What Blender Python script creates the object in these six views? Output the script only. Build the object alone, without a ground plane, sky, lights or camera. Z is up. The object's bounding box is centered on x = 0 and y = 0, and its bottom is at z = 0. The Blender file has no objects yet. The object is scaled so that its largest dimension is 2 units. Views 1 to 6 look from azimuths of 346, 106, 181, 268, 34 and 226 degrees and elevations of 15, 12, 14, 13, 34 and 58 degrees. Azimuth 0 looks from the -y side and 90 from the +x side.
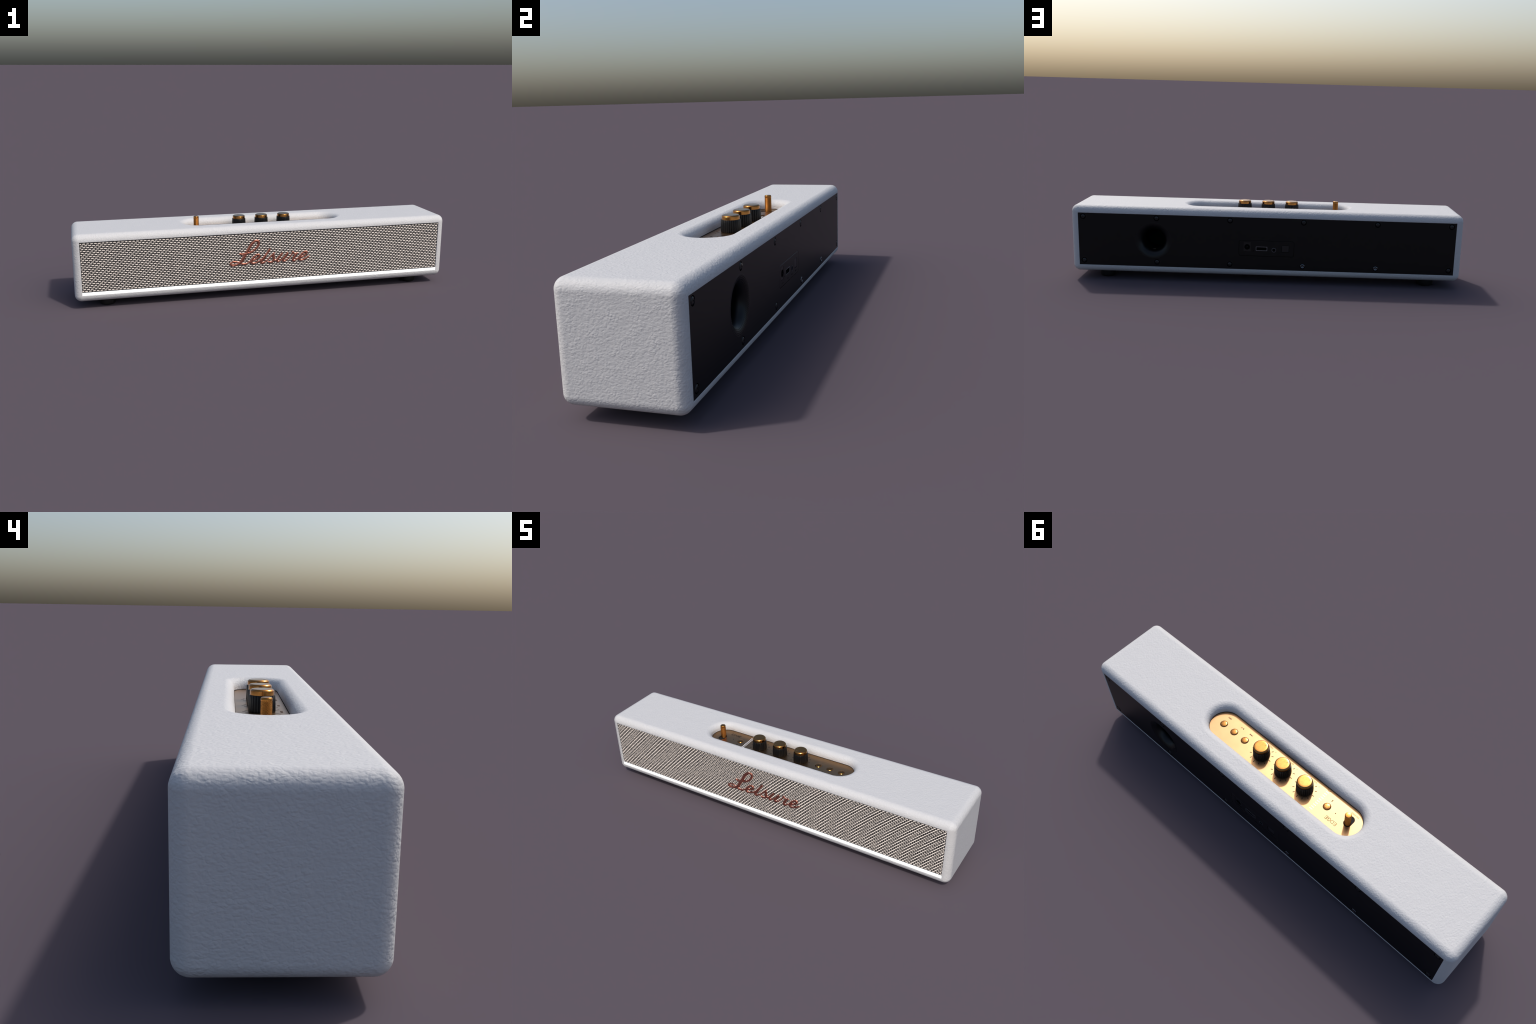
import bpy, bmesh, math, random
from mathutils import Vector, Matrix

random.seed(7)
pi = math.pi

# ----------------------------------------------------------------- sizes (m)
HX, HY = 1.000, 0.180            # half length, half depth of the cabinet
ZB, ZT = 0.0391, 0.3843          # underside and top of the cabinet
FR = 0.0335                      # fillet on every outer edge
OX, OZ0, OZ1 = 0.963, 0.0750, 0.3465   # front and back openings
PANEL_Z = 0.3455                 # control panel surface
SLOT_R, SLOT_C = 0.0718, 0.3438  # stadium well: end radius, centre of the ends
LIP = 0.030                      # rounding of the well's upper lip
STRIP_Z = 0.0893                 # top of the light strip

# ----------------------------------------------------------------- materials
def new_mat(name):
    m = bpy.data.materials.new(name)
    m.use_nodes = True
    nt = m.node_tree
    return m, nt, nt.nodes["Principled BSDF"]

def plain(name, col, rough=0.5, metal=0.0, spec=0.5, **kw):
    m, nt, b = new_mat(name)
    b.inputs["Base Color"].default_value = (*col, 1)
    b.inputs["Roughness"].default_value = rough
    b.inputs["Metallic"].default_value = metal
    b.inputs["Specular IOR Level"].default_value = spec
    for k, v in kw.items():
        b.inputs[k].default_value = v
    return m

def node(nt, kind, **props):
    n = nt.nodes.new(kind)
    for k, v in props.items():
        setattr(n, k, v)
    return n

def leather_material():
    m, nt, b = new_mat("white_leather")
    L = nt.links
    tc = node(nt, "ShaderNodeTexCoord")
    # warp the coordinates so that the creases wander
    warp = node(nt, "ShaderNodeTexNoise")
    warp.inputs["Scale"].default_value = 55
    warp.inputs["Detail"].default_value = 3
    L.new(tc.outputs["Object"], warp.inputs["Vector"])
    sub = node(nt, "ShaderNodeVectorMath", operation="SUBTRACT")
    L.new(warp.outputs["Color"], sub.inputs[0]); sub.inputs[1].default_value = (.5, .5, .5)
    scl = node(nt, "ShaderNodeVectorMath", operation="SCALE")
    L.new(sub.outputs[0], scl.inputs[0]); scl.inputs["Scale"].default_value = 0.007
    add = node(nt, "ShaderNodeVectorMath", operation="ADD")
    lie = node(nt, "ShaderNodeMapping")      # the grain is drawn out at a slant
    lie.inputs["Rotation"].default_value = (math.radians(38), math.radians(18), math.radians(24))
    lie.inputs["Scale"].default_value = (1.0, 0.86, 1.16)
    L.new(tc.outputs["Object"], lie.inputs["Vector"])
    L.new(lie.outputs["Vector"], add.inputs[0]); L.new(scl.outputs[0], add.inputs[1])
    def pebbles(scale, lo, hi):
        v = node(nt, "ShaderNodeTexVoronoi", feature="DISTANCE_TO_EDGE")
        v.inputs["Scale"].default_value = scale
        L.new(add.outputs[0], v.inputs["Vector"])
        r = node(nt, "ShaderNodeMapRange", interpolation_type="SMOOTHSTEP")
        r.inputs["From Min"].default_value = lo
        r.inputs["From Max"].default_value = hi
        L.new(v.outputs["Distance"], r.inputs["Value"])
        return r.outputs["Result"]
    def lumps(scale):
        v = node(nt, "ShaderNodeTexVoronoi", feature="SMOOTH_F1")
        v.inputs["Scale"].default_value = scale
        v.inputs["Smoothness"].default_value = 0.35
        L.new(add.outputs[0], v.inputs["Vector"])
        n = node(nt, "ShaderNodeMath", operation="SUBTRACT")
        n.inputs[0].default_value = 1.0
        L.new(v.outputs["Distance"], n.inputs[1])
        return n.outputs[0]
    pa, pb = lumps(128), lumps(205)
    half = node(nt, "ShaderNodeMath", operation="MULTIPLY_ADD")
    L.new(pb, half.inputs[0]); half.inputs[1].default_value = 0.5; L.new(pa, half.inputs[2])
    p1 = half.outputs[0]
    p2 = pebbles(58, 0.0, 0.12)
    fine = node(nt, "ShaderNodeTexNoise")
    fine.inputs["Scale"].default_value = 240
    fine.inputs["Detail"].default_value = 4
    L.new(tc.outputs["Object"], fine.inputs["Vector"])
    soft = node(nt, "ShaderNodeTexNoise")
    soft.inputs["Scale"].default_value = 26
    soft.inputs["Detail"].default_value = 4
    L.new(tc.outputs["Object"], soft.inputs["Vector"])
    def mul(a, k):
        n = node(nt, "ShaderNodeMath", operation="MULTIPLY")
        L.new(a, n.inputs[0])
        if isinstance(k, float): n.inputs[1].default_value = k
        else: L.new(k, n.inputs[1])
        return n.outputs[0]
    def plus(a, c):
        n = node(nt, "ShaderNodeMath", operation="ADD")
        L.new(a, n.inputs[0]); L.new(c, n.inputs[1]); return n.outputs[0]
    # the crease depth comes and goes over the hide
    h = plus(plus(mul(mul(p1, soft.outputs["Fac"]), 1.75), mul(p2, 0.14)),
             plus(mul(fine.outputs["Fac"], 0.22), mul(soft.outputs["Fac"], 0.3)))
    bump = node(nt, "ShaderNodeBump")
    bump.inputs["Strength"].default_value = 0.40
    bump.inputs["Distance"].default_value = 0.0022
    L.new(h, bump.inputs["Height"])
    L.new(bump.outputs["Normal"], b.inputs["Normal"])
    ramp = node(nt, "ShaderNodeMix", data_type="RGBA")
    L.new(soft.outputs["Fac"], ramp.inputs["Factor"])
    ramp.inputs["A"].default_value = (0.503, 0.505, 0.508, 1)
    ramp.inputs["B"].default_value = (0.525, 0.527, 0.530, 1)
    L.new(ramp.outputs["Result"], b.inputs["Base Color"])
    b.inputs["Roughness"].default_value = 0.55
    b.inputs["Specular IOR Level"].default_value = 0.2
    return m

def cloth_material(name, ca, cb, scale, rough, bump_d):
    m, nt, b = new_mat(name)
    L = nt.links
    tc = node(nt, "ShaderNodeTexCoord")
    n = node(nt, "ShaderNodeTexNoise")
    n.inputs["Scale"].default_value = scale
    n.inputs["Detail"].default_value = 3
    L.new(tc.outputs["Object"], n.inputs["Vector"])
    mx = node(nt, "ShaderNodeMix", data_type="RGBA")
    mx.inputs["A"].default_value = (*ca, 1); mx.inputs["B"].default_value = (*cb, 1)
    r = node(nt, "ShaderNodeMapRange")
    r.inputs["From Min"].default_value = 0.35; r.inputs["From Max"].default_value = 0.65
    L.new(n.outputs["Fac"], r.inputs["Value"])
    L.new(r.outputs["Result"], mx.inputs["Factor"])
    L.new(mx.outputs["Result"], b.inputs["Base Color"])
    b.inputs["Roughness"].default_value = rough
    if bump_d:
        bp = node(nt, "ShaderNodeBump")
        bp.inputs["Distance"].default_value = bump_d
        bp.inputs["Strength"].default_value = 0.5
        L.new(n.outputs["Fac"], bp.inputs["Height"])
        L.new(bp.outputs["Normal"], b.inputs["Normal"])
    return m

def brass_material(name, ca, cb, rough, scale=60, bump_d=0.0):
    m = cloth_material(name, ca, cb, scale, rough, bump_d)
    m.node_tree.nodes["Principled BSDF"].inputs["Metallic"].default_value = 1.0
    return m

LEATHER = leather_material()
CREAM = cloth_material("cream_thread", (0.74, 0.66, 0.585), (0.84, 0.76, 0.685), 260, 0.30, 0.0006)
CREAM.node_tree.nodes["Principled BSDF"].inputs["Specular IOR Level"].default_value = 0.8
DARKCLOTH = cloth_material("dark_weave", (0.010, 0.010, 0.011), (0.022, 0.022, 0.022), 400, 0.6, 0.0005)
COPPER = brass_material("copper", (0.60, 0.235, 0.165), (0.66, 0.26, 0.18), 0.30, 80)
PANELGOLD = brass_material("satin_gold", (0.31, 0.190, 0.098), (0.325, 0.200, 0.104), 0.35, 30)
CAPGOLD = brass_material("knob_brass", (0.32, 0.148, 0.041), (0.36, 0.168, 0.048), 0.22, 90, 0.00008)
BUTTONGOLD = brass_material("button_brass", (0.21, 0.096, 0.028), (0.27, 0.126, 0.038), 0.26, 150, 0.0007)
PINBRASS = brass_material("pin_brass", (0.36, 0.150, 0.034), (0.42, 0.175, 0.040), 0.26, 90)
KNOBBLACK = plain("black_rubber", (0.0045, 0.0045, 0.0048), 0.42, spec=0.28)
BLACKPANEL = cloth_material("black_panel", (0.0026, 0.0024, 0.0025), (0.0034, 0.0032, 0.0033), 40, 0.36, 0.0)
BLACKPANEL.node_tree.nodes["Principled BSDF"].inputs["Specular IOR Level"].default_value = 0.28
PORTBLACK = cloth_material("port_plastic", (0.002, 0.0022, 0.0026), (0.004, 0.0044, 0.005), 420, 0.36, 0.0006)
PORTBLACK.node_tree.nodes["Principled BSDF"].inputs["Specular IOR Level"].default_value = 0.32
SCREWBLACK = plain("black_screw", (0.0035, 0.004, 0.005), 0.34, spec=0.45)
SCREWSHINY = plain("bright_black_screw", (0.11, 0.117, 0.13), 0.16, 1.0)
INK = plain("black_ink", (0.014, 0.012, 0.012), 0.6, spec=0.2)
FOOT = plain("foot_rubber", (0.006, 0.006, 0.006), 0.6, spec=0.3)
STEEL = plain("socket_steel", (0.34, 0.355, 0.39), 0.36, 1.0)
PLUGBLACK = plain("socket_plastic", (0.005, 0.005, 0.006), 0.30)
VOID = plain("painted_inner_dark", (0.004, 0.004, 0.004), 0.9, spec=0.0)  # gloss-free black: darkness inside the port and recesses put into the colour
WELLDARK = plain("painted_well_shade", (0.012, 0.010, 0.010), 0.8, spec=0.1)  # dark colour standing in for shade round the control plate
LED = plain("lit_white_diffuser", (0.9, 0.9, 0.9), 0.4)
LED.node_tree.nodes["Principled BSDF"].inputs["Emission Color"].default_value = (1, 1, 1, 1)
LED.node_tree.nodes["Principled BSDF"].inputs["Emission Strength"].default_value = 0.85
LEDBAR = plain("lit_level_bar", (0.85, 0.85, 0.88), 0.4)
LEDBAR.node_tree.nodes["Principled BSDF"].inputs["Emission Color"].default_value = (0.95, 0.95, 1, 1)
LEDBAR.node_tree.nodes["Principled BSDF"].inputs["Emission Strength"].default_value = 0.40

# ----------------------------------------------------------------- helpers
root = bpy.data.objects.new("soundbar_speaker", None)
bpy.context.scene.collection.objects.link(root)
root["label"] = "long white leather soundbar with woven grille and brass knobs"
root["category"] = "speaker"

def add_obj(name, mesh, parent=root, mat=None, loc=(0, 0, 0)):
    o = bpy.data.objects.new(name, mesh)
    bpy.context.scene.collection.objects.link(o)
    o.parent = parent
    o.location = loc
    if mat and not mesh.materials:
        mesh.materials.append(mat)
    return o

def finish(bm, name, smooth_angle=35):
    bmesh.ops.recalc_face_normals(bm, faces=bm.faces)
    me = bpy.data.meshes.new(name)
    bm.to_mesh(me); bm.free()
    shade(me, smooth_angle)
    return me

def shade(me, angle):
    if angle is None:
        return
    for p in me.polygons:
        p.use_smooth = True
    if angle < 180:
        me.set_sharp_from_angle(angle=math.radians(angle))

def ring(bm, pts):
    return [bm.verts.new(p) for p in pts]

def bridge(bm, a, b, closed=True):
    n = len(a)
    for i in range(n if closed else n - 1):
        j = (i + 1) % n
        bm.faces.new((a[i], a[j], b[j], b[i]))

def lathe(name, profile, seg=48, axis="z", cap_start=False, cap_end=False, angle=35):
    """profile: (radius, height) pairs, turned round z or y."""
    bm = bmesh.new()
    loops = []
    for r, h in profile:
        pts = []
        for i in range(seg):
            a = 2 * pi * i / seg
            x, y = r * math.cos(a), r * math.sin(a)
            pts.append((x, y, h) if axis == "z" else (x, h, y))
        loops.append(ring(bm, pts))
    for a, b in zip(loops, loops[1:]):
        bridge(bm, a, b)
    if cap_start: bm.faces.new(loops[0])
    if cap_end: bm.faces.new(loops[-1])
    return finish(bm, name, angle)

def stadium(cx, cy, half, r, n=28, along="x"):
    """outline of a slot with round ends, counter-clockwise"""
    pts = []
    for s, a0 in ((1, -pi / 2), (-1, pi / 2)):
        for i in range(n + 1):
            a = a0 + pi * i / n
            pts.append((s * half + r * math.cos(a), r * math.sin(a)))
    if along == "y":
        pts = [(-y, x) for x, y in pts]
    return [(cx + x, cy + y) for x, y in pts]

def round_rect(x0, x1, z0, z1, r, n=6):
    pts = []
    for cx, cz, a0 in ((x1 - r, z1 - r, 0), (x0 + r, z1 - r, pi / 2), (x0 + r, z0 + r, pi), (x1 - r, z0 + r, 1.5 * pi)):
        for i in range(n + 1):
            a = a0 + pi / 2 * i / n
            pts.append((cx + r * math.cos(a), cz + r * math.sin(a)))
    return pts

def circle(cx, cy, r, n=32):
    return [(cx + r * math.cos(2 * pi * i / n), cy + r * math.sin(2 * pi * i / n)) for i in range(n)]

def fill_with_holes(bm, loops):
    edges = []
    for lp in loops:
        for i in range(len(lp)):
            e = bm.edges.get((lp[i], lp[(i + 1) % len(lp)]))
            if e is None:
                e = bm.edges.new((lp[i], lp[(i + 1) % len(lp)]))
            edges.append(e)
    bmesh.ops.triangle_fill(bm, use_beauty=True, use_dissolve=False, edges=edges)

def slab(name, outline, a0, a1, plane="xy", chamfer=0.0, angle=35):
    """solid plate from an outline; a0 is the hidden side, a1 the visible one"""
    def put(p, h):
        return (p[0], p[1], h) if plane == "xy" else (p[0], h, p[1])
    cx = sum(p[0] for p in outline) / len(outline); cy = sum(p[1] for p in outline) / len(outline)
    s = 1 if a1 > a0 else -1
    bm = bmesh.new()
    low = ring(bm, [put(p, a0) for p in outline])
    mid = ring(bm, [put(p, a1 - s * chamfer) for p in outline])
    bridge(bm, low, mid)
    top = mid
    if chamfer:
        inner = []
        n = len(outline)
        for i in range(n):
            p, q, t = Vector(outline[i - 1]), Vector(outline[i]), Vector(outline[(i + 1) % n])
            d = (t - p).normalized(); nrm = Vector((-d.y, d.x))
            if nrm.dot(Vector((cx, cy)) - q) < 0: nrm = -nrm
            inner.append(tuple(q + nrm * chamfer))
        top = ring(bm, [put(p, a1) for p in inner])
        bridge(bm, mid, top)
    bm.faces.new(low); bm.faces.new(top)
    return finish(bm, name, angle)

def join_meshes(name, meshes, mat, parent, kind=None):
    bm = bmesh.new()
    for me in meshes:
        bm.from_mesh(me)
    me = bpy.data.meshes.new(name)
    bm.to_mesh(me); bm.free()
    me.materials.clear()
    o = add_obj(name, me, parent, mat)
    if kind: o["kind"] = kind
    return o

# ----------------------------------------------------------------- cabinet
def cabinet():
    bm = bmesh.new()
    NC, NF = 8, 9                  # corner steps, fillet steps
    # loop of a rectangle with rounded corners in the xz plane, inset by d
    def loop(y, inset, rad):
        x1, z0, z1 = HX - inset, ZB + inset, ZT - inset
        pts = [(x, y, z) for x, z in round_rect(-x1, x1, z0, z1, rad, NC)]
        return ring(bm, pts)
    front, back = [], []
    for k in range(NF + 1):
        f = pi / 2 * k / NF        # 0 at the flat front, 90 deg at the sides
        inset = FR * (1 - math.sin(f)); rad = max(FR * math.sin(f), 1e-5)
        y = HY - FR * (1 - math.cos(f))
        front.append(loop(-y, inset, rad)); back.append(loop(y, inset, rad))
    for s in (front, back):
        for a, b in zip(s, s[1:]):
            bridge(bm, a, b)
        # flat rim, then the edge turning into the opening
        y = s[0][0].co.y
        sg = -1 if y < 0 else 1
        er = 0.0012
        def opening(yy, grow):
            return ring(bm, [(x, yy, z) for x, z in round_rect(-OX - grow, OX + grow, OZ0 - grow, OZ1 + grow, 1e-5, NC)])
        o1 = opening(sg * HY, er); o2 = opening(sg * (HY - er * .3), er * .3); o3 = opening(sg * (HY - er), 0)
        o4 = opening(sg * (HY - 0.012), 0)
        for a, b in ((s[0], o1), (o1, o2), (o2, o3), (o3, o4)):
            bridge(bm, a, b)
    # sides between the front and back fillets; the top gets its well
    a, b = front[-1], back[-1]
    n = len(a)
    m = NC + 1
    for i in range(n):
        j = (i + 1) % n
        if i == m - 1:             # straight run along the top
            continue
        bm.faces.new((a[i], a[j], b[j], b[i]))
    loops = []
    NL = 10
    for k in range(NL + 1):
        t = pi / 2 * k / NL
        off = LIP * (1 - math.sin(t)); z = ZT - LIP * (1 - math.cos(t))
        loops.append(ring(bm, [(x, y, z) for x, y in stadium(0, 0, SLOT_C, SLOT_R + off)]))
    loops.append(ring(bm, [(x, y, 0.334) for x, y in stadium(0, 0, SLOT_C, SLOT_R)]))
    for p, q in zip(loops, loops[1:]):
        bridge(bm, p, q)
    fill_with_holes(bm, [[a[m - 1], a[m], b[m], b[m - 1]], loops[0]])
    bmesh.ops.remove_doubles(bm, verts=bm.verts, dist=2e-5)
    bmesh.ops.dissolve_degenerate(bm, edges=bm.edges, dist=1e-6)
    me = finish(bm, "cabinet", 50)
    o = add_obj("cabinet", me, root, LEATHER)
    w = o.modifiers.new("wn", "WEIGHTED_NORMAL")
    w.keep_sharp = True; w.weight = 90
    dg = bpy.context.evaluated_depsgraph_get()
    dg.update()
    new = bpy.data.meshes.new_from_object(o.evaluated_get(dg))
    o.modifiers.clear(); o.data = new
    bpy.data.meshes.remove(me)
    new.name = "cabinet"
    return o
cabinet()

# ----------------------------------------------------------------- grille
GY = -0.1754
grille = add_obj("front_grille", slab("front_grille", [(-OX + .0003, STRIP_Z), (OX - .0003, STRIP_Z), (OX - .0003, OZ1 - .0003), (-OX + .0003, OZ1 - .0003)], -0.166, GY, "xz"), root, DARKCLOTH)

def woven_pads():
    """cream threads that surface in a brick pattern over the dark weave"""
    verts, faces = [], []
    rows, z0, dz = 27, 0.0963, 0.009304
    pitch, hw, hh, rise = 0.018655, 0.0074, 0.00265, 0.0024
    NU, NV = 8, 6
    for r in range(rows):
        zc = z0 + dz * r
        off = 0 if r % 2 == 0 else pitch / 2
        for k in range(-2, 106):
            xc = -0.9420 + off + pitch * k
            w = hw * random.uniform(0.95, 1.05)
            a, b = max(xc - w, -OX + .0012), min(xc + w, OX - .0012)
            if b - a < 0.003:
                continue
            z = zc + random.uniform(-.00025, .00025); h = hh * random.uniform(.92, 1.06)
            lift = rise * random.uniform(.88, 1.08); slant = random.uniform(0.0, 0.0007)
            base = len(verts)
            for i in range(NU + 1):
                u = -math.cos(pi * i / NU)
                for j in range(NV + 1):
                    v = -math.cos(pi * j / NV)
                    g = max(0.0, 1 - abs(u) ** 5) ** .5 * max(0.0, 1 - v * v) ** .5
                    pinch = 1 - 0.22 * abs(u) ** 3
                    verts.append(((a + b) / 2 + u * (b - a) / 2, GY + 0.0006 - lift * g, z + v * h * pinch + slant * u))
            for i in range(NU):
                for j in range(NV):
                    q = base + i * (NV + 1) + j
                    faces.append((q, q + 1, q + NV + 2, q + NV + 1))
    me = bpy.data.meshes.new("woven_thread")
    me.from_pydata(verts, [], faces)
    bm = bmesh.new(); bm.from_mesh(me)
    bmesh.ops.recalc_face_normals(bm, faces=bm.faces)
    if sum(f.normal.y for f in list(bm.faces)[:48]) > 0:
        bmesh.ops.reverse_faces(bm, faces=bm.faces)
    bm.to_mesh(me); bm.free()
    shade(me, 180)
    o = add_obj("woven_thread", me, grille, CREAM)
    o["kind"] = "stuff"
woven_pads()

def dark_warp():
    """upright dark threads between the pads"""
    verts, faces = [], []
    pitch = 0.018655 / 2
    n = 205
    for k in range(n):
        x = -0.9420 - pitch / 2 + pitch * (k - 1) - pitch / 2 + pitch / 2
        if abs(x) > OX - 0.002:
            continue
        base = len(verts)
        for z in (STRIP_Z + .0005, OZ1 - .0005):
            for i in range(5):
                a = pi * i / 4
                verts.append((x + 0.0019 * math.cos(a), GY + .0002 - 0.0010 * math.sin(a), z))
        for i in range(4):
            faces.append((base + i, base + i + 1, base + 6 + i, base + 5 + i))
    me = bpy.data.meshes.new("warp_thread")
    me.from_pydata(verts, [], faces)
    shade(me, 180)
    o = add_obj("warp_thread", me, grille, DARKCLOTH)
    o["kind"] = "stuff"
dark_warp()

add_obj("light_strip", slab("light_strip", [(-OX + .0004, OZ0 + .0003), (OX - .0004, OZ0 + .0003), (OX - .0004, STRIP_Z), (-OX + .0004, STRIP_Z)], -0.166, -0.1778, "xz", 0.0008), root, LED)

# ----------------------------------------------------------------- script lettering
# pen strokes: (x mm, z mm, half width mm) on the grille plane
STROKES = {
    'L_foot': [(-172.8, 183.3, 3.1), (-189.4, 179.4, 3.7), (-203.7, 181.5, 4.1), (-208.2, 191.3, 4.1), (-198.0, 197.9, 2.9), (-183.7, 198.6, 2.6), (-168.3, 194.8, 2.9), (-155.1, 188.8, 3.7), (-144.1, 183.6, 3.7), (-130.8, 183.3, 3.5), (-117.4, 187.4, 3.1), (-101.0, 197.5, 2.9)],
    'L_stem': [(-172.8, 183.3, 3.1), (-164.0, 187.2, 4.4), (-152.9, 195.4, 6.0), (-141.7, 212.5, 6.6), (-130.6, 230.7, 6.6), (-119.5, 248.9, 6.5), (-108.4, 269.3, 6.2), (-96.2, 287.4, 5.6), (-82.9, 299.9, 4.7), (-70.7, 304.2, 4.3), (-60.7, 301.3, 4.7), (-57.9, 290.6, 5.1), (-62.9, 276.5, 4.7), (-72.9, 263.8, 4.3), (-86.2, 252.4, 4.0), (-99.6, 244.9, 3.8), (-115.1, 240.9, 3.6), (-130.6, 237.4, 3.6), (-146.0, 235.6, 3.6), (-157.5, 239.0, 3.6)],
    'e': [(-89.6, 200.1, 2.4), (-77.4, 203.8, 2.8), (-65.1, 209.7, 3.6), (-55.6, 218.0, 4.2), (-54.5, 225.8, 3.8), (-62.9, 229.7, 3.4), (-76.2, 223.9, 4.0), (-88.5, 212.4, 4.9), (-96.3, 199.4, 5.5), (-97.4, 189.4, 5.3), (-89.6, 183.8, 3.7), (-77.4, 185.2, 3.2), (-65.1, 189.5, 3.0), (-47.0, 200.0, 2.6)],
    'i': [(-19.2, 225.7, 4.8), (-25.9, 216.1, 5.5), (-34.9, 204.3, 5.7), (-42.7, 194.7, 5.5), (-43.8, 185.8, 4.9), (-35.9, 183.6, 3.6), (-25.8, 187.9, 3.0), (-12.8, 195.4, 2.7), (-1.9, 205.7, 2.6), (9.0, 216.3, 2.7), (18.9, 226.4, 3.1), (26.5, 233.6, 2.7)],
    'i_dot': [(0.8, 252.5, 4.6), (-7.0, 241.8, 4.9), (-16.8, 228.1, 3.8)],
    's': [(22.1, 228.4, 3.6), (21.1, 217.5, 5.2), (23.4, 205.2, 5.6), (22.4, 194.3, 5.4), (15.8, 185.9, 4.2), (4.8, 183.4, 3.2), (-6.2, 186.9, 3.4)],
    's_join': [(24.6, 194.2, 3.2), (34.5, 193.5, 2.8), (42.1, 196.3, 3.0)],
    'u': [(67.9, 226.5, 4.4), (60.8, 218.2, 4.8), (52.0, 207.7, 5.0), (43.3, 196.2, 5.2), (43.4, 186.3, 4.4), (53.3, 186.7, 2.8), (63.2, 192.7, 2.4), (76.1, 202.9, 2.4)],
    'u_tail': [(98.3, 225.6, 4.8), (91.8, 216.2, 5.2), (83.0, 204.6, 5.2), (76.5, 195.1, 5.2), (75.5, 186.3, 4.6), (85.5, 186.2, 3.2), (95.4, 191.6, 2.8), (106.4, 202.0, 2.6), (117.4, 213.4, 2.6), (125.0, 223.9, 2.8), (128.3, 231.3, 4.4)],
    'r_shoulder': [(127.0, 231.5, 4.6), (133.5, 224.5, 3.4), (145.1, 223.2, 3.0), (156.1, 224.4, 2.4)],
    'r': [(149.3, 222.8, 3.6), (139.7, 210.8, 4.6), (132.0, 199.2, 5.0), (128.3, 189.5, 5.0), (131.1, 183.7, 3.8), (138.9, 185.4, 3.0), (148.9, 191.4, 2.8), (160.8, 199.5, 2.6)],
    'e_end': [(173.4, 200.9, 2.4), (184.5, 205.7, 2.8), (195.7, 211.6, 3.5), (204.5, 219.9, 3.9), (205.5, 227.6, 3.5), (197.5, 230.3, 3.2), (185.3, 224.5, 3.8), (173.2, 213.1, 4.6), (165.5, 201.4, 5.2), (164.6, 191.5, 5.0), (171.4, 185.5, 4.0), (182.6, 186.4, 3.2), (194.9, 190.6, 3.0), (207.2, 197.5, 2.8), (217.2, 203.6, 2.3)],
}

def spline(pts, per=8):
    """Catmull-Rom through the points, all components"""
    out = []
    n = len(pts)
    for i in range(n - 1):
        p0 = pts[max(i - 1, 0)]; p1 = pts[i]; p2 = pts[i + 1]; p3 = pts[min(i + 2, n - 1)]
        for k in range(per):
            t = k / per
            out.append(tuple(0.5 * (2 * b + (c - a) * t + (2 * a - 5 * b + 4 * c - d) * t * t + (3 * b - a - 3 * c + d) * t ** 3)
                             for a, b, c, d in zip(p0, p1, p2, p3)))
    out.append(tuple(pts[-1]))
    return out

def pen_stroke(pts, depth, y_base, creep, per=8):
    """ribbon with chamfered shoulders and round ends, standing off the grille towards -y"""
    sp = [(Vector((x, z)), w) for x, z, w in spline(pts, per)]
    def tangent(i):
        return (sp[min(i + 1, len(sp) - 1)][0] - sp[max(i - 1, 0)][0]).normalized()
    samples = []
    t0 = tangent(0)
    for k in (6, 5, 4, 3, 2, 1):
        f = k / 6.05
        samples.append((sp[0][0] - t0 * sp[0][1] * f, sp[0][1] * math.sqrt(1 - f * f), t0))
    for i, (p, w) in enumerate(sp):
        samples.append((p, w, tangent(i)))
    t1 = tangent(len(sp) - 1)
    for k in (1, 2, 3, 4, 5, 6):
        f = k / 6.05
        samples.append((sp[-1][0] + t1 * sp[-1][1] * f, sp[-1][1] * math.sqrt(1 - f * f), t1))
    bm = bmesh.new()
    rings = []
    for i, (p, w, t) in enumerate(samples):
        nrm = Vector((-t.y, t.x))
        y = y_base - creep * i
        c = min(0.0013, w * .4)
        prof = ((-w, 0), (-w, depth - c), (-w + c * .35, depth - c * .35), (-w + c, depth), (w - c, depth), (w - c * .35, depth - c * .35), (w, depth - c), (w, 0))
        rings.append(ring(bm, [(p.x + nrm.x * s, y - d, p.y + nrm.y * s) for s, d in prof]))
    for a, b in zip(rings, rings[1:]):
        bridge(bm, a, b)
    bm.faces.new(rings[0]); bm.faces.new(rings[-1])
    return finish(bm, "stroke", 40)

parts = []
for n, (key, pts) in enumerate(STROKES.items()):
    parts.append(pen_stroke([(x / 1000, z / 1000, w * 1.17 / 1000) for x, z, w in pts], 0.0060, -0.1743 - 0.00015 * (n % 4), 3e-6))
join_meshes("script_lettering", parts, COPPER, root)

# ----------------------------------------------------------------- control panel
GAP = 0.0011
panel_bm = bmesh.new()
outer = ring(panel_bm, [(x, y, PANEL_Z) for x, y in stadium(0, 0, SLOT_C, SLOT_R - GAP - .0005)])
edge = ring(panel_bm, [(x, y, PANEL_Z - .0006) for x, y in stadium(0, 0, SLOT_C, SLOT_R - GAP)])
skirt = ring(panel_bm, [(x, y, PANEL_Z - .006) for x, y in stadium(0, 0, SLOT_C, SLOT_R - GAP)])
bridge(panel_bm, outer, edge); bridge(panel_bm, edge, skirt)
PINX = -0.3550
lever = stadium(PINX, -0.0095, 0.0095, 0.0175, 14, "y")
hole = ring(panel_bm, [(x, y, PANEL_Z) for x, y in lever])
hole2 = ring(panel_bm, [(x, y, PANEL_Z - .006) for x, y in lever])
bridge(panel_bm, hole, hole2)
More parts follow.
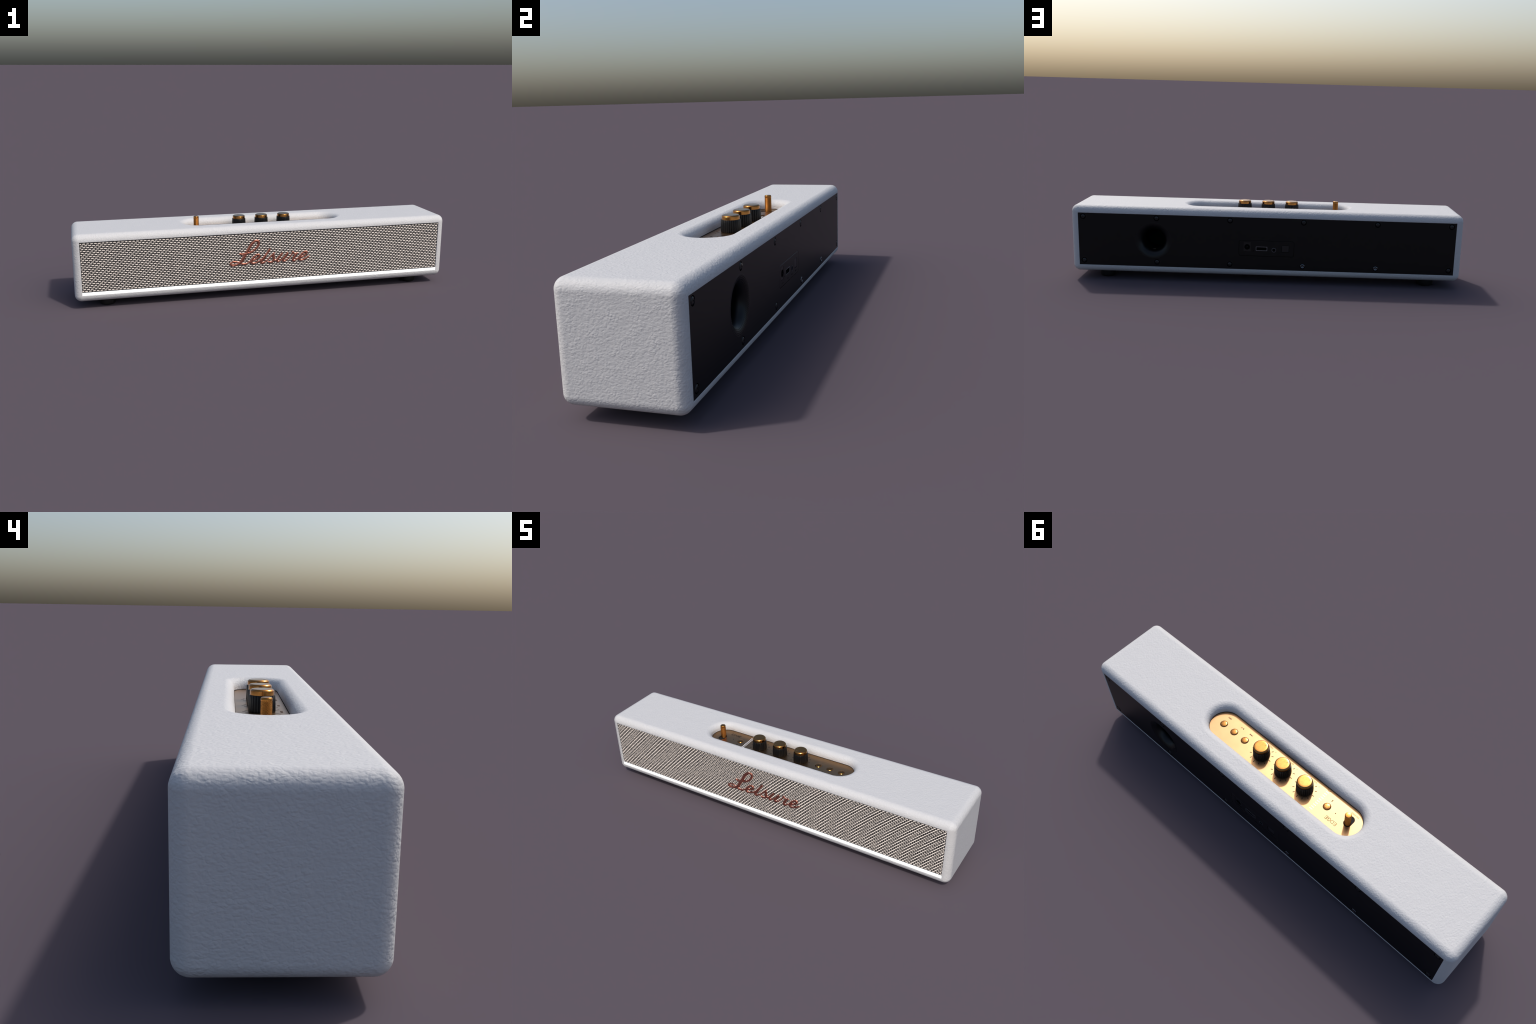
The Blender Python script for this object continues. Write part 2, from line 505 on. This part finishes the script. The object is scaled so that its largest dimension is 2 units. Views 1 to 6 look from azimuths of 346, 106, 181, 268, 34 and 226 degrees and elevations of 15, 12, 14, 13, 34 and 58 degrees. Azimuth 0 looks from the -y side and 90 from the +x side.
fill_with_holes(panel_bm, [outer, hole])
control_panel = add_obj("control_panel", finish(panel_bm, "control_panel", 30), root, PANELGOLD)
add_obj("gap_dark_floor", slab("gap_dark_floor", stadium(0, 0, SLOT_C, SLOT_R + .0003), 0.335, 0.3405, "xy"), control_panel, WELLDARK)  # added dark floor that keeps the slit round the plate black
rim = bmesh.new()
rl = [ring(rim, [(x, y, zz) for x, y in stadium(0, 0, SLOT_C, SLOT_R + g)]) for g, zz in ((.0010, .338), (.0010, .3471), (-.0005, .3471), (-.0005, .338))]
for a, b in zip(rl, rl[1:]):
    bridge(rim, a, b)
add_obj("gap_shade_ring", finish(rim, "gap_shade_ring", 30), control_panel, WELLDARK)  # added dark ring that draws the shaded line where wall meets plate
add_obj("lever_slot", slab("lever_slot", stadium(PINX, -0.0095, 0.0095, 0.0174, 14, "y"), 0.3402, 0.3425, "xy"), control_panel, plain("slot_black", (0.012, 0.012, 0.012), 0.7, spec=0.2))

KNOBS = (-0.1237, 0.0, 0.1237)
INKZ = (PANEL_Z - .0002, PANEL_Z + .00025)

def bar(cx, cy, length, width, ang, z0, z1):
    c, s = math.cos(ang), math.sin(ang)
    pts = [(cx + u * c - v * s, cy + u * s + v * c) for u, v in ((-length / 2, -width / 2), (length / 2, -width / 2), (length / 2, width / 2), (-length / 2, width / 2))]
    return slab("bar", pts, z0, z1, "xy")

ticks = []
for kx in KNOBS:
    for k in range(-5, 6):
        a = math.radians(90 + 29.3 * k)
        ticks.append(bar(kx + .0474 * math.cos(a), .0474 * math.sin(a), .0090, .0029, a, *INKZ))
join_meshes("dial_marking", ticks, INK, control_panel, "stuff")

def text_mesh(body, size, x, y, z, back=False, thick=0.00015):
    cu = bpy.data.curves.new("txt", "FONT")
    cu.body = body; cu.size = size; cu.align_x = "CENTER"; cu.align_y = "CENTER"; cu.extrude = thick
    o = bpy.data.objects.new("txt", cu)
    bpy.context.scene.collection.objects.link(o)
    dg = bpy.context.evaluated_depsgraph_get(); dg.update()
    me = bpy.data.meshes.new_from_object(o.evaluated_get(dg))
    bpy.data.objects.remove(o); bpy.data.curves.remove(cu)
    M = Matrix.Translation((x, y, z))
    if back:
        M = M @ Matrix.Rotation(pi, 4, "Z") @ Matrix.Rotation(pi / 2, 4, "X")
    me.transform(M)
    return me

labels = []
for kx, word in zip(KNOBS, ("VOLUME", "BASS", "TREBLE")):
    labels.append(text_mesh(word, .0105, kx, -.0535, PANEL_Z + .0001))
    labels.append(text_mesh("0", .0075, kx - .0375, -.0470, PANEL_Z + .0001))
    labels.append(text_mesh("10", .0075, kx + .0375, -.0470, PANEL_Z + .0001))
labels.append(text_mesh("POWER", .0115, PINX, -.0478, PANEL_Z + .0001))
join_meshes("small_lettering", labels, plain("brown_ink", (0.10, 0.055, 0.032), 0.6, 0.3), control_panel, "stuff")

def thin_word():
    """EDGE in thin wide capitals, drawn as strokes"""
    out = []
    y0, h, w = 0.0312, 0.0134, 0.0017
    def line(x0, ya, x1, yb):
        dx, dy = x1 - x0, yb - ya
        out.append(bar((x0 + x1) / 2, (ya + yb) / 2, math.hypot(dx, dy) + w * .9, w, math.atan2(dy, dx), INKZ[0], INKZ[1] + 1e-5 * len(out)))
    def arc(cx, cy, rx, ry, a0, a1, n=10):
        p = [(cx + rx * math.cos(math.radians(a0 + (a1 - a0) * i / n)), cy + ry * math.sin(math.radians(a0 + (a1 - a0) * i / n))) for i in range(n + 1)]
        for q, r in zip(p, p[1:]): line(*q, *r)
    def E(x):
        line(x, y0, x, y0 + h)
        for f in (0, .5, 1): line(x, y0 + h * f, x + .0092 - (.0012 if f == .5 else 0), y0 + h * f)
    E(-.3268)
    x = -.3130
    line(x, y0, x, y0 + h); line(x, y0, x + .004, y0); line(x, y0 + h, x + .004, y0 + h)
    arc(x + .004, y0 + h / 2, .0078, h / 2, -90, 90)
    arc(-.2905, y0 + h / 2, .0073, h / 2, 48, 318, 14)
    line(-.2850, y0 + .0022, -.2850, y0 + h * .45); line(-.2850, y0 + h * .45, -.2893, y0 + h * .45)
    E(-.2808)
    return out
join_meshes("name_lettering", thin_word(), INK, control_panel)

def tri(cx, cy, s, dirx):
    return slab("tri", [(cx - dirx * s * .5, cy - s * .55), (cx + dirx * s * .5, cy), (cx - dirx * s * .5, cy + s * .55)], *INKZ, "xy")
sym = []
y = -.0385
for cx, d in ((0.3545, 1), (0.2262, -1)):      # skip forward, skip back
    sym += [tri(cx - .0034, y, .0068, d), tri(cx + .0034, y, .0068, d), bar(cx + d * .0082, y, .0017, .0082, 0, *INKZ)]
sym.append(tri(0.2733, y, .0070, 1))           # play and pause
for k in range(3):
    sym.append(bar(0.2797 + .0024 * k, y, .0010, .0064, 0, *INKZ))
bx, by = -.2448, -.0345                         # the zigzag rune over the single button
for (xa, ya), (xb, yb) in (((-.0022, -.0026), (.0022, .0024)), ((.0022, .0024), (0, .0052)), ((0, .0052), (0, -.0052)), ((0, -.0052), (.0022, -.0026)), ((.0022, -.0026), (-.0022, .0024))):
    sym.append(bar(bx + (xa + xb) / 2, by + (ya + yb) / 2, math.hypot(xb - xa, yb - ya) + .0008, .0012, math.atan2(yb - ya, xb - xa), INKZ[0], INKZ[1] + 2e-5 * len(sym)))
for k in range(7):                              # little lamp sign beyond the bars
    a = pi * (k + .5) / 7
    sym.append(bar(-.2036 + .0085 * math.cos(a), -.0645 + .0065 * math.sin(a), .0034, .0013, a + pi / 2, INKZ[0], INKZ[1] + 2e-5 * k))
sym.append(slab("dot", circle(-.2918, 0, .0024, 16), *INKZ, "xy"))
join_meshes("control_symbol", sym, INK, control_panel, "stuff")

# level bars
bar_me = slab("level_light", [(-.00715, -.0013), (.00715, -.0013), (.00715, .0013), (-.00715, .0013)], PANEL_Z - .0003, PANEL_Z + .0004, "xy")
for k in range(10):
    add_obj("level_light", bar_me, control_panel, LEDBAR, (-.2037, -.0506 + .01122 * k, 0))

# push buttons: eight-sided worn domes
btn = lathe("push_button", [(.0166, PANEL_Z - .001), (.0166, PANEL_Z + .0005), (.0160, PANEL_Z + .0012), (.0142, PANEL_Z + .0030), (.0136, PANEL_Z + .0032), (.006, PANEL_Z + .0034), (.0008, PANEL_Z + .00345)], 32, cap_end=True, angle=20)
shade_disc = slab("button_shade_disc", circle(0, 0, .0176, 32), *INKZ, "xy")  # dark disc: shadow round the button's foot painted on the plate
for x in (0.3538, 0.2903, 0.2262, -0.2459):
    b = add_obj("push_button", btn, root, BUTTONGOLD, (x, 0, 0))
    add_obj("button_shade_disc", shade_disc, b, plain("painted_button_shade", (0.05, 0.03, 0.02), .6) if "painted_button_shade" not in bpy.data.materials else bpy.data.materials["painted_button_shade"])

# knobs
def knob_body():
    bm = bmesh.new()
    ribs, sub = 28, 5
    n = ribs * sub
    rows = [(0.0362, 0.3468), (0.0366, 0.3476), (0.0366, 0.352), (0.0362, 0.365), (0.0357, 0.380), (0.0351, 0.3900), (0.0344, 0.3913), (0.0326, 0.3915)]
    loops = []
    for r, z in rows:
        pts = []
        for i in range(n):
            a = 2 * pi * i / n
            g = (0.0, 0.0002, 0.0002, 0.0, -0.0016)[i % sub]
            if r < .0345: g = 0
            pts.append(((r + g) * math.cos(a), (r + g) * math.sin(a), z))
        loops.append(ring(bm, pts))
    for a, b in zip(loops, loops[1:]):
        bridge(bm, a, b)
    bm.faces.new(loops[0]); bm.faces.new(loops[-1])
    return finish(bm, "knob", 30)
kb = knob_body()
kc = lathe("knob_cap", [(.0322, .3910), (.0326, .3917), (.0326, .4030), (.0323, .4035), (.0288, .4068), (.0280, .4072), (.0268, .40735), (.0200, .4074)], 64, cap_end=True, angle=18)
ka = math.radians(90 + 29.3 * 5)
kp = bar(.0212 * math.cos(ka), .0212 * math.sin(ka), .0075, .0018, ka, .4070, .40772)
pointer_ink = plain("pointer_ink", (0.10, 0.055, 0.03), 0.5)
for x in KNOBS:
    k = add_obj("knob", kb, root, KNOBBLACK, (x, 0, 0))
    add_obj("knob_cap", kc, k, CAPGOLD)
    add_obj("knob_pointer", kp, k, pointer_ink)

# power lever: knurled brass pin
def knurled_pin():
    bm = bmesh.new()
    n, R, za, zb = 216, 0.0141, 0.3415, 0.4075
    rows = 120
    loops = []
    for j in range(rows + 1):
        z = za + (zb - za) * j / rows
        fade = min(1, (zb - z) / .004)
        pts = []
        for i in range(n):
            a = 2 * pi * i / n
            s = math.cos(22 * a) * math.cos(z * 1000)   # staggered knurls
            r = R - 0.0019 * fade * (0.5 - 0.5 * s)
            pts.append((r * math.cos(a), r * math.sin(a), z))
        loops.append(ring(bm, pts))
    for r, z in ((.0139, .4088), (.0139, .4105), (.0131, .4122), (.0118, .4134), (.0108, .4136)):
        loops.append(ring(bm, [(r * math.cos(2 * pi * i / n), r * math.sin(2 * pi * i / n), z) for i in range(n)]))
    for a, b in zip(loops, loops[1:]):
        bridge(bm, a, b)
    bm.faces.new(loops[0]); bm.faces.new(loops[-1])
    return finish(bm, "power_lever", 40)
add_obj("power_lever", knurled_pin(), root, PINBRASS, (PINX, 0, 0))

# ----------------------------------------------------------------- back panel
BY = 0.1797
PORT = (0.5795, 0.2130)
SCREWS = [(x, z) for z in (0.3277, 0.0990) for x in (0.938, 0.5627, 0.1875, -0.1875, -0.5627, -0.938)]
bp = bmesh.new()
ol = ring(bp, [(x, BY, z) for x, z in ((-OX + .0003, OZ0 + .0003), (OX - .0003, OZ0 + .0003), (OX - .0003, OZ1 - .0003), (-OX + .0003, OZ1 - .0003))])
il = ring(bp, [(v.co.x, BY - .008, v.co.z) for v in ol])
bridge(bp, ol, il)
holes = [ring(bp, [(x, BY, z) for x, z in circle(*PORT, .0935, 64)])]
for s in SCREWS:
    holes.append(ring(bp, [(x, BY, z) for x, z in circle(*s, .0143, 28)]))
io = round_rect(-.1425, .1415, .1462, .2287, .012)
holes.append(ring(bp, [(x, BY, z) for x, z in io]))
fill_with_holes(bp, [ol] + holes)
back_panel = add_obj("back_panel", finish(bp, "back_panel", 30), root, BLACKPANEL)

RHO, RIN = 0.037, 0.055          # the flare is a quarter round that ends in a narrower tunnel
flare = [(.0935, BY - .0004), (.0930, BY + .0002)] + [(RIN + RHO * (1 - math.sin(t)), BY + .0002 - RHO * (1 - math.cos(t))) for t in [pi / 2 * k / 14 for k in range(1, 15)]] + [(RIN, BY - .050)]
port = add_obj("bass_port", lathe("bass_port", flare, 96, "y", angle=50), root, PORTBLACK, (PORT[0], 0, PORT[1]))
add_obj("port_tunnel", lathe("port_tunnel", [(RIN, BY - .050), (RIN, BY - .150), (.01, BY - .151)], 64, "y", cap_end=True), port, VOID)
# dimples in rings on the flare
dm = bmesh.new()
for k0, (t, cnt) in enumerate(((.13, 92), (.27, 88), (.41, 84), (.56, 80))):
    rr, yy, off = RIN + RHO * (1 - math.sin(t)), BY + .0002 - RHO * (1 - math.cos(t)), .5 * (k0 % 2)
    for k in range(cnt):
        a = 2 * pi * (k + off) / cnt
        bmesh.ops.create_icosphere(dm, subdivisions=1, radius=.0009, matrix=Matrix.Translation((rr * math.cos(a), yy + .0001, rr * math.sin(a))))
dme = bpy.data.meshes.new("port_dimple"); dm.to_mesh(dme); dm.free()
d = add_obj("port_dimple", dme, port, VOID); d["kind"] = "stuff"

cup = lathe("screw_recess", [(.0143, BY - .0001), (.0137, BY - .0012), (.0122, BY - .0032), (.0118, BY - .005)], 28, "y", cap_end=True)
head = lathe("screw", [(.0112, BY - .005), (.0112, BY - .0018), (.0104, BY - .0002), (.0082, BY + .0010), (.0050, BY + .0016), (.0030, BY + .0017), (.0026, BY - .0006), (.0012, BY - .0010)], 28, "y", cap_end=True)
head2 = lathe("screw", [(.0128, BY - .005), (.0128, BY - .0006), (.0120, BY + .0012), (.0100, BY + .0024), (.0080, BY + .0026), (.0060, BY + .0010), (.0030, BY + .0004), (.0020, BY + .0012), (.0006, BY + .0014)], 28, "y", cap_end=True)
for x, z in SCREWS:
    bright = z < .2 and x < 0 and x > -.7
    s = add_obj("screw", head2 if bright else head, back_panel, SCREWSHINY if bright else SCREWBLACK, (x, 0, z))
    cup_o = add_obj("screw_recess", cup, back_panel, VOID, (x, 0, z))

# connector plate with its sockets
pl = bmesh.new()
e0 = ring(pl, [(x, BY - .0030, z) for x, z in round_rect(-.1413, .1403, .1474, .2275, .011)])
e1 = ring(pl, [(x, BY - .0009, z) for x, z in round_rect(-.1413, .1403, .1474, .2275, .011)])
e2 = ring(pl, [(x, BY - .0002, z) for x, z in round_rect(-.1406, .1396, .1481, .2268, .0104)])
bridge(pl, e0, e1); bridge(pl, e1, e2)
DC, AUX = (.0985, .1935), (-.0385, .1805)
sq = [(.0802, .1703), (.1173, .1703), (.1173, .2174), (.0802, .2174)]
usb = [(-.0043, .1753), (.0537, .1753), (.0537, .1966), (-.0043, .1966)]
sw = [(-.1165, .1708), (-.0786, .1708), (-.0786, .2063), (-.1165, .2063)]
hl = [ring(pl, [(x, BY - .0002, z) for x, z in o]) for o in (sq, usb, sw, circle(*AUX, .0120, 28), circle(.0668, .1740, .0022, 12))]
fill_with_holes(pl, [e2] + hl)
plate = add_obj("connector_plate", finish(pl, "connector_plate", 30), root, BLACKPANEL)
add_obj("plate_groove", slab("plate_groove", round_rect(-.1430, .1420, .1457, .2292, .012), BY - .010, BY - .0016, "xz"), plate, VOID)

def framed_hole(name, outer, inner, y0, depth, mat, rise=0.0):
    """frame between an outer outline and an inner one of equal count, then a pit"""
    bm = bmesh.new()
    a = ring(bm, [(x, y0 - .003, z) for x, z in outer]); a1 = ring(bm, [(x, y0 + rise, z) for x, z in outer])
    b = ring(bm, [(x, y0 + rise, z) for x, z in inner]); c = ring(bm, [(x, y0 - depth, z) for x, z in inner])
    bridge(bm, a, a1); bridge(bm, a1, b); bridge(bm, b, c)
    bm.faces.new(c)
    return finish(bm, name, 30)
def inset_rect(r, d):
    (xa, za), (xb, _), (_, zb), _ = r
    return [(xa + d, za + d), (xb - d, za + d), (xb - d, zb - d), (xa + d, zb - d)]

# power jack: square block with a deep round hole and a centre pin
bm = bmesh.new()
so = ring(bm, [(x, BY - .004, z) for x, z in inset_rect(sq, .0003)]); s1 = ring(bm, [(x, BY - .0012, z) for x, z in inset_rect(sq, .0003)])
bridge(bm, so, s1)
ci = ring(bm, [(x, BY - .0012, z) for x, z in circle(*DC, .0146, 32)]); cd = ring(bm, [(x, BY - .030, z) for x, z in circle(*DC, .0146, 32)])
bridge(bm, ci, cd); bm.faces.new(cd)
fill_with_holes(bm, [s1, ci])
jack = add_obj("power_jack", finish(bm, "power_jack", 30), plate, PLUGBLACK)
add_obj("jack_pin", lathe("jack_pin", [(.0036, -.03), (.0036, BY - .004), (.0024, BY - .002), (.0006, BY - .0015)], 16, "y", cap_end=True), plate, STEEL, (DC[0], 0, DC[1]))
add_obj("usb_socket", framed_hole("usb_socket", inset_rect(usb, .0002), inset_rect(usb, .0018), BY - .0002, .016, STEEL, .0006), plate, STEEL)
add_obj("usb_tongue", slab("usb_tongue", [(.006, .1880), (.0435, .1880), (.0435, .1915), (.006, .1915)], BY - .016, BY - .006, "xz"), plate, PLUGBLACK)
add_obj("audio_jack", framed_hole("audio_jack", circle(*AUX, .0118, 28), circle(*AUX, .0085, 28), BY - .0002, .02, STEEL, .0010), plate, plain("dull_nickel", (0.10, 0.105, 0.12), .35, .8))
add_obj("rocker_switch", slab("rocker_switch", inset_rect(sw, .0010), BY - .008, BY - .0008, "xz", .0010), plate, plain("switch_gloss", (.0075, .0078, .0085), .30))
marks = []
for x, word in ((.0985, "DC IN"), (.0247, "USB"), (-.0385, "AUX"), (-.0975, "RESET")):
    marks.append(text_mesh(word, .0085, x, BY - .0001, .1585, back=True))
join_meshes("socket_lettering", marks, INK, plate, "stuff")

# ----------------------------------------------------------------- feet
foot_me = lathe("foot", [(.0425, ZB + .001), (.0425, .022), (.0405, .008), (.0375, .0022), (.033, 0.0), (.010, 0.0)], 40, cap_end=True, cap_start=True, angle=50)
for sx in (-1, 1):
    for sy in (-1, 1):
        add_obj("foot", foot_me, root, FOOT, (sx * .839, sy * .088, 0))
